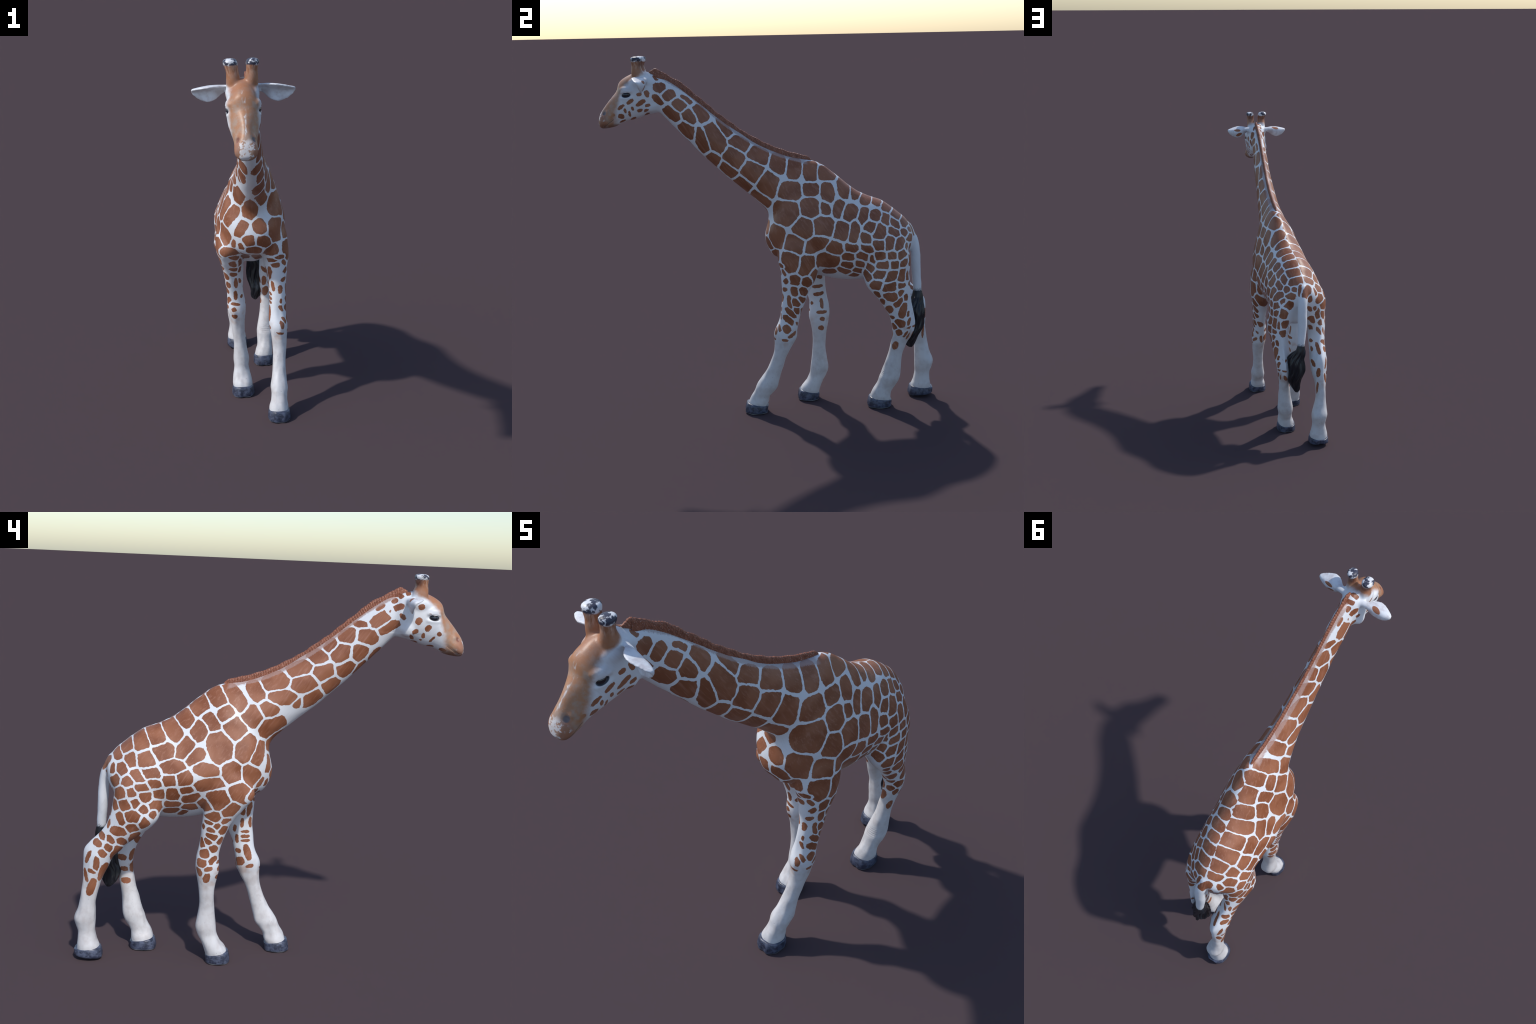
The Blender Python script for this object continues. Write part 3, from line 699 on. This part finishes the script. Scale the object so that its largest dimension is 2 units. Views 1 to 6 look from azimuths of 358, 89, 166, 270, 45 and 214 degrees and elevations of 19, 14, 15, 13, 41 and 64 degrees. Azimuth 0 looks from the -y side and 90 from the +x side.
# =====================================================================
#  Materials
# =====================================================================
class Nodes:
    def __init__(self, name):
        self.mat = bpy.data.materials.new(name)
        self.mat.use_nodes = True
        self.tree = self.mat.node_tree
        self.tree.nodes.clear()

    def add(self, kind, **props):
        n = self.tree.nodes.new(kind)
        for k, v in props.items():
            setattr(n, k, v)
        return n

    def plug(self, socket, value):
        if isinstance(value, bpy.types.NodeSocket):
            self.tree.links.new(value, socket)
        elif value is not None:
            if hasattr(socket.default_value, "__len__") and not hasattr(value, "__len__"):
                value = [value] * len(socket.default_value)
            if socket.type == "RGBA" and len(value) == 3:
                value = (*value, 1)
            socket.default_value = value

    def math(self, op, a, b=None, c=None, clamp=False):
        n = self.add("ShaderNodeMath", operation=op, use_clamp=clamp)
        for s, v in zip(n.inputs, (a, b, c)):
            if v is not None:
                self.plug(s, v)
        return n.outputs[0]

    def vec(self, op, a, b=None):
        n = self.add("ShaderNodeVectorMath", operation=op)
        self.plug(n.inputs[0], a)
        if b is not None:
            self.plug(n.inputs[1], b)
        return n.outputs["Value"] if op in ("LENGTH", "DISTANCE", "DOT_PRODUCT") else n.outputs["Vector"]

    def step(self, v, lo, hi):
        n = self.add("ShaderNodeMapRange", interpolation_type="SMOOTHSTEP")
        self.plug(n.inputs[0], v)
        n.inputs[1].default_value, n.inputs[2].default_value = lo, hi
        return n.outputs[0]

    def mix(self, f, a, b):
        n = self.add("ShaderNodeMix", data_type="RGBA")
        self.plug(n.inputs[0], f)
        self.plug(n.inputs[6], a)
        self.plug(n.inputs[7], b)
        return n.outputs[2]

    def noise(self, vector, scale, detail=2, rough=0.5, color=False):
        n = self.add("ShaderNodeTexNoise")
        self.plug(n.inputs["Vector"], vector)
        n.inputs["Scale"].default_value = scale
        n.inputs["Detail"].default_value = detail
        n.inputs["Roughness"].default_value = rough
        return n.outputs["Color" if color else "Fac"]

    def place(self, vector, loc=(0, 0, 0), rot=(0, 0, 0), scale=(1, 1, 1), kind="POINT"):
        n = self.add("ShaderNodeMapping", vector_type=kind)
        self.plug(n.inputs[0], vector)
        n.inputs[1].default_value, n.inputs[2].default_value, n.inputs[3].default_value = loc, rot, scale
        return n.outputs[0]

    def position(self):
        p = self.add("ShaderNodeTexCoord").outputs["Object"]
        s = self.add("ShaderNodeSeparateXYZ")
        self.plug(s.inputs[0], p)
        return p, s.outputs[0], s.outputs[1], s.outputs[2]

    def curve(self, v, points):
        """Piecewise smooth function through (input, output) points."""
        xs, ys = [p[0] for p in points], [p[1] for p in points]
        lo, hi, bot, top = min(xs), max(xs), min(ys), max(ys)
        f = self.add("ShaderNodeFloatCurve")
        c = f.mapping.curves[0]
        norm = [((x - lo) / (hi - lo), (y - bot) / (top - bot)) for x, y in sorted(points)]
        c.points[0].location, c.points[1].location = norm[0], norm[-1]
        for p in norm[1:-1]:
            c.points.new(*p)
        f.mapping.update()
        u = self.math("MULTIPLY_ADD", v, 1 / (hi - lo), -lo / (hi - lo), clamp=True)
        self.plug(f.inputs["Value"], u)
        return self.math("MULTIPLY_ADD", f.outputs[0], top - bot, bot)

    def finish(self, color, rough=0.5, bump=None, strength=0.2, distance=0.002, specular=0.5, coat=0.0):
        b = self.add("ShaderNodeBsdfPrincipled")
        self.plug(b.inputs["Base Color"], color)
        self.plug(b.inputs["Roughness"], rough)
        b.inputs["Specular IOR Level"].default_value = specular
        b.inputs["Coat Weight"].default_value = coat
        b.inputs["Coat Roughness"].default_value = 0.25
        if bump is not None:
            n = self.add("ShaderNodeBump")
            n.inputs["Strength"].default_value = strength
            n.inputs["Distance"].default_value = distance
            self.plug(n.inputs["Height"], bump)
            self.tree.links.new(n.outputs[0], b.inputs["Normal"])
        o = self.add("ShaderNodeOutputMaterial")
        self.tree.links.new(b.outputs[0], o.inputs[0])
        return self.mat


BROWN = (0.322, 0.124, 0.062)
BROWN_PALE = (0.43, 0.205, 0.140)
BROWN_DEEP = (0.240, 0.080, 0.034)
WHITE = (0.74, 0.76, 0.80)
LEG_WHITE = (0.66, 0.65, 0.66)
TAN = (0.43, 0.205, 0.105)
TAN_GREY = (0.40, 0.27, 0.20)
INK = (0.030, 0.033, 0.045)


def face_tan(g, p, z):
    face = g.mix(g.step(g.noise(p, 30, 3, 0.6), 0.38, 0.66), TAN, TAN_GREY)
    return g.mix(g.math("MULTIPLY", g.step(z, 1.84, 1.90), 0.6), face, (0.36, 0.14, 0.065))


def coat(name, spots, gap=0.0095, fill=0.006, kind="body"):
    """Pale hide with brown markings: each marking is an ellipse in its own frame; where two would meet,
    the pale seam between them is kept open, so crowded markings turn into a net of polygons."""
    g = Nodes(name)
    p, x, y, z = g.position()
    # hair lies backwards and down
    hair = g.place(p, rot=(math.radians(57), 0, 0), scale=(1, 1, 1))
    hair_fine = g.noise(g.place(hair, scale=(230, 11, 230)), 1.0, 2, 0.6)
    hair_broad = g.noise(g.place(hair, scale=(90, 6, 90)), 1.0, 2, 0.6)
    wobble = g.noise(p, 55, 2, 0.5, color=True)
    pw = g.vec("ADD", p, g.vec("MULTIPLY", g.vec("SUBTRACT", wobble, (0.5, 0.5, 0.5)), (0.010, 0.010, 0.010)))
    f1, f2 = None, None
    for i, (loc, rot, size) in enumerate(spots):
        if i % 8 == 7:      # keeps the long chain of markings in order for the renderer
            pw = g.vec("ADD", pw, g.math("MULTIPLY", f1, 1e-7))
        q = g.vec("ABSOLUTE", g.place(pw, loc, rot, size, "TEXTURE"))
        q = g.vec("POWER", q, (2.45, 2.45, 2.45))       # between an ellipse and a block
        d = g.math("POWER", g.vec("DOT_PRODUCT", q, (1, 1, 1)), 1 / 2.45)
        r = math.sqrt(size[0] * size[1])
        d = g.math("MULTIPLY_ADD", d, r, -r)            # roughly the distance to the marking's rim
        if f1 is None:
            f1, f2 = d, g.math("ADD", d, 5.0)
        else:
            f2 = g.math("MINIMUM", f2, g.math("MAXIMUM", f1, d))
            f1 = g.math("MINIMUM", f1, d)
    fray = g.math("MULTIPLY_ADD", hair_fine, 0.005, -0.0025)
    vary = g.math("MULTIPLY_ADD", g.noise(p, 13, 1), 0.012, -0.006)
    inside = g.step(g.math("ADD", f1, fray), fill + 0.0012, fill - 0.0012)
    apart = g.step(g.math("ADD", g.math("ADD", g.math("SUBTRACT", f2, f1), vary), fray), gap - 0.0016, gap + 0.0016)
    mark = g.math("MULTIPLY", inside, apart)
    # colours of the hide
    blotch = g.noise(p, 9, 2, 0.5)
    brown = g.mix(g.step(blotch, 0.35, 0.65), BROWN, BROWN_DEEP)
    brown = g.mix(g.math("MULTIPLY", g.step(hair_broad, 0.50, 0.75), 0.45), brown, BROWN_PALE)
    brown = g.mix(g.math("MULTIPLY", g.step(hair_fine, 0.60, 0.72), 0.45), brown, BROWN_PALE)
    pale = g.mix(g.math("MULTIPLY", g.step(hair_fine, 0.50, 0.75), 0.30), WHITE, (0.60, 0.60, 0.64))
    rough, bump = 0.44, g.math("ADD", hair_fine, hair_broad)
    if kind == "leg":
        smudge = g.noise(p, 22, 3, 0.6)
        low = g.step(z, 0.52, 0.40)
        hide = g.mix(g.step(smudge, 0.35, 0.75), LEG_WHITE, (0.56, 0.53, 0.53))
        pale = g.mix(low, pale, hide)
        knee = g.math("MULTIPLY", g.step(z, 0.38, 0.44), g.step(z, 0.54, 0.47))
        knee = g.math("MULTIPLY", knee, g.step(g.noise(p, 16, 2), 0.50, 0.68))
        pale = g.mix(g.math("MULTIPLY", knee, 0.5), pale, (0.50, 0.33, 0.25))
        speck = g.math("MULTIPLY", g.step(g.noise(p, 120, 1), 0.73, 0.78), low)
        pale = g.mix(g.math("MULTIPLY", speck, 0.5), pale, (0.25, 0.25, 0.29))
    if kind == "neck":
        crest = g.curve(y, [(-0.70, 1.955), (-0.612, 1.931), (-0.54, 1.892), (-0.465, 1.845), (-0.371, 1.763), (-0.236, 1.652), (-0.10, 1.561), (0.04, 1.495), (0.155, 1.463), (0.26, 1.42)])
        under = g.math("SUBTRACT", crest, z)
        streak = g.noise(g.place(p, scale=(60, 200, 200)), 1.0, 2, 0.6)
        band = g.step(g.math("MULTIPLY_ADD", streak, 0.014, under), 0.053, 0.045)
        band = g.math("MULTIPLY", band, g.step(y, 0.20, 0.17))
        tone = g.mix(g.step(g.math("SUBTRACT", x, g.math("MULTIPLY_ADD", y, 0.045, 0.036)), -0.01, 0.01), (0.30, 0.130, 0.078), (0.34, 0.27, 0.27))
        tone = g.mix(g.math("MULTIPLY", g.step(streak, 0.45, 0.68), 0.4), tone, (0.50, 0.38, 0.35))
        mark = g.math("MULTIPLY", mark, g.math("SUBTRACT", 1.0, g.math("MULTIPLY", band, 0.45)))
        pale = g.mix(g.math("MULTIPLY", band, 0.7), pale, tone)
    color = g.mix(mark, pale, brown)
    if kind == "head":
        side = g.math("ABSOLUTE", g.math("SUBTRACT", x, HEAD_X))
        grain = g.math("MULTIPLY_ADD", g.noise(p, 38, 3, 0.6), 0.035, -0.0175)
        edge = g.curve(z, [(1.60, -0.850), (1.64, -0.847), (1.71, -0.835), (1.757, -0.812), (1.81, -0.793), (1.87, -0.755), (1.90, -0.700), (1.93, -0.665), (1.96, -0.63)])
        edge = g.math("SUBTRACT", edge, g.math("MULTIPLY", g.math("MAXIMUM", g.math("SUBTRACT", side, 0.048), 0.0), g.step(z, 1.905, 1.86)))
        tan = g.step(g.math("ADD", g.math("SUBTRACT", edge, y), grain), -0.030, 0.022)
        face = face_tan(g, p, z)
        face = g.mix(g.math("MULTIPLY", g.step(hair_fine, 0.62, 0.78), 0.4), face, (0.60, 0.45, 0.38))
        color = g.mix(tan, color, face)
        # worn pale rubs on the bridge and the muzzle
        low = g.step(g.math("MULTIPLY_ADD", z, 0.5, y), -0.060, -0.085)
        cheek = g.math("MULTIPLY", g.step(y, -0.885, -0.905), g.step(side, 0.018, 0.034))
        color = g.mix(g.math("MULTIPLY", cheek, 0.6), color, (0.30, 0.125, 0.078))
        tip = g.math("MULTIPLY", low, g.step(g.math("ADD", g.noise(p, 48, 4, 0.65), g.math("MULTIPLY", side, -4.0)), 0.36, 0.46))
        bridge = g.math("MULTIPLY", g.step(side, 0.010, 0.003), g.step(g.noise(g.place(p, scale=(1, .4, .4)), 60, 2), 0.52, 0.64))
        bridge = g.math("MULTIPLY", bridge, g.step(y, -0.79, -0.81))
        rub = g.math("MAXIMUM", tip, bridge)
        color = g.mix(g.math("MULTIPLY", rub, 0.9), color, (0.74, 0.72, 0.72))
        lip = g.math("MULTIPLY", g.step(z, 1.650, 1.632), g.step(y, -0.80, -0.84))
        color = g.mix(g.math("MULTIPLY", g.math("MULTIPLY", lip, g.step(y, -0.935, -0.915)), 0.75), color, (0.22, 0.105, 0.062))
        # nostrils
        for s, c in ((1, (0.12, 0.12, 0.14)), (-1, (0.20, 0.075, 0.05))):
            d = g.vec("LENGTH", g.place(p, (HEAD_X + s * 0.036, -0.905, 1.703), (0, 0, 0), (0.014, 0.013, 0.015), "TEXTURE"))
            color = g.mix(g.math("MULTIPLY", g.step(d, 1.05, 0.7), 0.8), color, c)
        # line of the mouth
        my = g.math("MULTIPLY_ADD", z, 1.37, -0.853 - 1.37 * 1.668)
        line = g.math("MULTIPLY", g.step(g.math("ABSOLUTE", g.math("SUBTRACT", y, my)), 0.0032, 0.0012), g.step(z, 1.672, 1.664))
        line = g.math("MULTIPLY", line, g.step(y, -0.915, -0.905))
        color = g.mix(g.math("MULTIPLY", line, 0.75), color, (0.06, 0.04, 0.04))
        # dark rims of the eyes
        for s in (1, -1):
            d = g.vec("LENGTH", g.place(p, (HEAD_X + s * 0.066, -0.776, 1.798), (0.12, 0, 0), (0.03, 0.0250, 0.0135), "TEXTURE"))
            color = g.mix(g.step(d, 1.08, 0.9), color, (0.035, 0.038, 0.055))
    if kind == "tail":
        color = g.mix(g.step(g.math("MULTIPLY_ADD", hair_fine, -0.05, z), 0.668, 0.640), color, INK)
    return g.finish(color, rough, bump, 0.16, 0.002)


def horn_material():
    g = Nodes("horn_hide")
    p, x, y, z = g.position()
    streak = g.noise(g.place(p, scale=(130, 130, 22)), 1.0, 3, 0.6)
    tone = g.mix(g.step(streak, 0.40, 0.65), (0.33, 0.135, 0.065), (0.50, 0.30, 0.21))
    tone = g.mix(g.math("MULTIPLY", g.step(g.math("MULTIPLY_ADD", streak, 0.03, y), -0.700, -0.680), 0.65), tone, (0.12, 0.035, 0.022))
    tone = g.mix(g.step(z, 1.925, 1.950), face_tan(g, p, z), tone)
    blot = g.noise(p, 34, 4, 0.6)
    skull = g.mix(g.step(blot, 0.46, 0.54), (0.045, 0.047, 0.075), (0.74, 0.75, 0.78))
    cap = g.step(g.math("MULTIPLY_ADD", blot, 0.018, z), 1.979, 1.986)
    return g.finish(g.mix(cap, tone, skull), 0.42, streak, 0.2, 0.002)


def ear_material(name, spots):
    g = Nodes(name)
    p, x, y, z = g.position()
    soft = g.noise(p, 40, 3, 0.6)
    tone = g.mix(g.step(soft, 0.4, 0.7), WHITE, (0.60, 0.58, 0.61))
    root = g.step(g.math("ABSOLUTE", g.math("SUBTRACT", x, HEAD_X)), 0.135, 0.09)
    tone = g.mix(g.math("MULTIPLY", root, g.math("MULTIPLY", g.step(z, 1.875, 1.86), 0.65)), tone, (0.34, 0.26, 0.25))  # greyish-pink inside of the ear, with shade at its root painted in
    for loc, rot, size in spots:
        d = g.vec("LENGTH", g.place(p, loc, rot, size, "TEXTURE"))
        tone = g.mix(g.step(d, 1.06, 0.96), tone, BROWN)
    return g.finish(tone, 0.45, soft, 0.1, 0.002)


def hoof_material():
    g = Nodes("hoof_horn")
    p, x, y, z = g.position()
    blot = g.noise(p, 34, 4, 0.65)
    ring = g.noise(g.place(p, scale=(25, 25, 160)), 1.0, 2, 0.6)
    tone = g.mix(g.step(blot, 0.38, 0.62), (0.026, 0.031, 0.055), (0.085, 0.100, 0.155))
    tone = g.mix(g.math("MULTIPLY", g.step(ring, 0.58, 0.75), 0.35), tone, (0.20, 0.23, 0.32))
    sole = g.step(g.math("MULTIPLY_ADD", blot, 0.006, z), 0.0085, 0.0055)
    return g.finish(g.mix(g.math("MULTIPLY", sole, 0.8), tone, (0.50, 0.53, 0.56)), 0.38, g.math("ADD", blot, ring), 0.35, 0.003)


def mane_material():
    g = Nodes("mane_hair")
    p, x, y, z = g.position()
    hair = g.noise(g.place(g.place(p, rot=(math.radians(57), 0, 0)), scale=(120, 40, 260)), 1.0, 3, 0.65)
    grit = g.noise(p, 190, 2, 0.6)
    tone = g.mix(g.step(hair, 0.36, 0.66), (0.185, 0.055, 0.026), (0.34, 0.125, 0.070))
    tone = g.mix(g.math("MULTIPLY", g.step(grit, 0.58, 0.74), 0.7), tone, (0.56, 0.38, 0.33))
    return g.finish(tone, 0.5, g.math("ADD", hair, grit), 0.5, 0.003)


def tuft_material():
    g = Nodes("tuft_hair")
    p, x, y, z = g.position()
    hair = g.noise(g.place(p, scale=(150, 150, 14)), 1.0, 3, 0.6)
    tone = g.mix(g.step(hair, 0.5, 0.8), (0.010, 0.011, 0.015), (0.030, 0.034, 0.048))
    return g.finish(tone, 0.34, hair, 0.7, 0.004)


def eye_material():
    g = Nodes("eye_glass")
    p, x, y, z = g.position()
    cloud = g.noise(p, 90, 2)
    tone = g.mix(g.step(cloud, 0.4, 0.7), (0.006, 0.007, 0.012), (0.035, 0.04, 0.06))
    return g.finish(tone, 0.16, coat=0.6)


def lid_material():
    g = Nodes("lid_skin")
    p, x, y, z = g.position()
    soft = g.noise(p, 60, 3, 0.6)
    tone = g.mix(g.step(soft, 0.40, 0.70), (0.66, 0.66, 0.70), (0.52, 0.47, 0.47))
    lash = g.step(g.math("MULTIPLY_ADD", y, -0.10, z), 1.8895, 1.8865)
    return g.finish(g.mix(g.math("MULTIPLY", lash, 0.85), tone, (0.05, 0.05, 0.07)), 0.45, soft, 0.1, 0.002)


# =====================================================================
#  Assembly
# =====================================================================
giraffe = bpy.data.objects.new("giraffe", None)
bpy.context.scene.collection.objects.link(giraffe)
giraffe["label"] = "walking giraffe figurine with brown net-patterned coat"
giraffe["category"] = "giraffe"

body = build_body()
sculpt(body)
SPOTS = drop_markings(body)


def spots_where(test):
    return [(loc, rot, size) for part, loc, rot, size in SPOTS if test(part, loc)]


def near(key, margin=0.06):
    """Markings of a part and those of its neighbours that reach over the border."""
    def test(part, loc):
        if part.startswith("ear"):
            return False
        if key.startswith("torso"):
            mine = part in ("torso", "tail") or loc.z > 0.69 and "leg" in part or part == "neck" and loc.y > -0.10
            return mine and (loc.x > -0.03 if key.endswith("left") else loc.x < 0.075)
        if part == key:
            return True
        if key == "neck":
            return part == "head" and loc.y > -0.70 or part == "torso" and loc.y < 0.33 and loc.z > 1.05
        if key == "head":
            return part == "neck" and loc.y < -0.50
        if "leg" in key and part == "torso":
            same = (loc.x > 0.02) == key.endswith("_a")
            fore = loc.y < 0.40
            return same and loc.z < 0.88 and fore == key.startswith("fore")
        if key == "tail":
            return part == "torso" and loc.y > 0.70 and abs(loc.x) < 0.08
        return False
    return spots_where(test)


torso_left, torso_right = coat("coat_torso_left", near("torso_left")), coat("coat_torso_right", near("torso_right"))
horn_mat, hoof_mat, eye_mat, lid_mat = horn_material(), hoof_material(), eye_material(), lid_material()


def material_of(key):
    if key.startswith("horn"):
        return horn_mat
    if key.startswith("ear"):
        return ear_material("ear_hide", spots_where(lambda part, loc: part == key))
    if key == "torso":
        return torso_left
    kind = "leg" if "leg" in key else key
    free = kind in ("leg", "head", "tail")
    return coat("coat_" + kind, near(key), 0.0080 if free else 0.0105, 0.0010 if free else 0.006, kind)


made = split_body(body, giraffe, material_of)
bpy.data.meshes.remove(body)

# the torso's hide carries the markings of its two flanks
torso = made["torso"].data
torso.materials.append(torso_right)
mid = np.empty(len(torso.polygons) * 3)
torso.polygons.foreach_get("center", mid)
mid = mid.reshape(-1, 3)
torso.polygons.foreach_set("material_index", (mid[:, 0] < np.interp(mid[:, 1], SWAY_Y, SWAY_X)).astype(np.int32))

mane = new_object("mane", new_mesh("mane", *build_mane()), giraffe)
mane.data.materials.append(mane_material())
tuft_mat = tuft_material()
for rows in (TUFT, TUFT_SIDE):
    tuft = new_object("tail_tuft", new_mesh("tail_tuft", *build_tuft(rows)), made["tail"])
    tuft.data.materials.append(tuft_mat)
for measures, leg in zip(HOOVES, ("foreleg_a", "foreleg_b", "hindleg_a", "hindleg_b")):
    hoof = new_object("hoof", new_mesh("hoof", *skin_rings(hoof_rings(*measures))), made[leg])
    hoof.data.materials.append(hoof_mat)
for s in (1, -1):
    ball = ellipsoid((HEAD_X + s * EYE[0], EYE[1], EYE[2]), (0.020, 0.0245, 0.019), 32)
    eye = new_object("eye", new_mesh("eye", *ball), made["head"])
    eye.data.materials.append(eye_mat)
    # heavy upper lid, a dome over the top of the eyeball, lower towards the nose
    dome = []
    around = np.linspace(0, 2 * np.pi, 40, endpoint=False)
    for a in np.linspace(0.34, np.pi / 2 - 0.1, 12):
        ry, rx, rz = 0.0262, 0.0225, 0.0212
        px, py = rx * math.cos(a) * np.cos(around), ry * math.cos(a) * np.sin(around)
        dome.append(np.stack([HEAD_X + s * EYE[0] + px, EYE[1] + py, EYE[2] + rz * math.sin(a) + 0.12 * py * (1 - a / 1.6) + 0.0045], 1))
    lid = new_object("eyelid", new_mesh("eyelid", *skin_rings(dome)), made["head"])
    lid.data.materials.append(lid_mat)
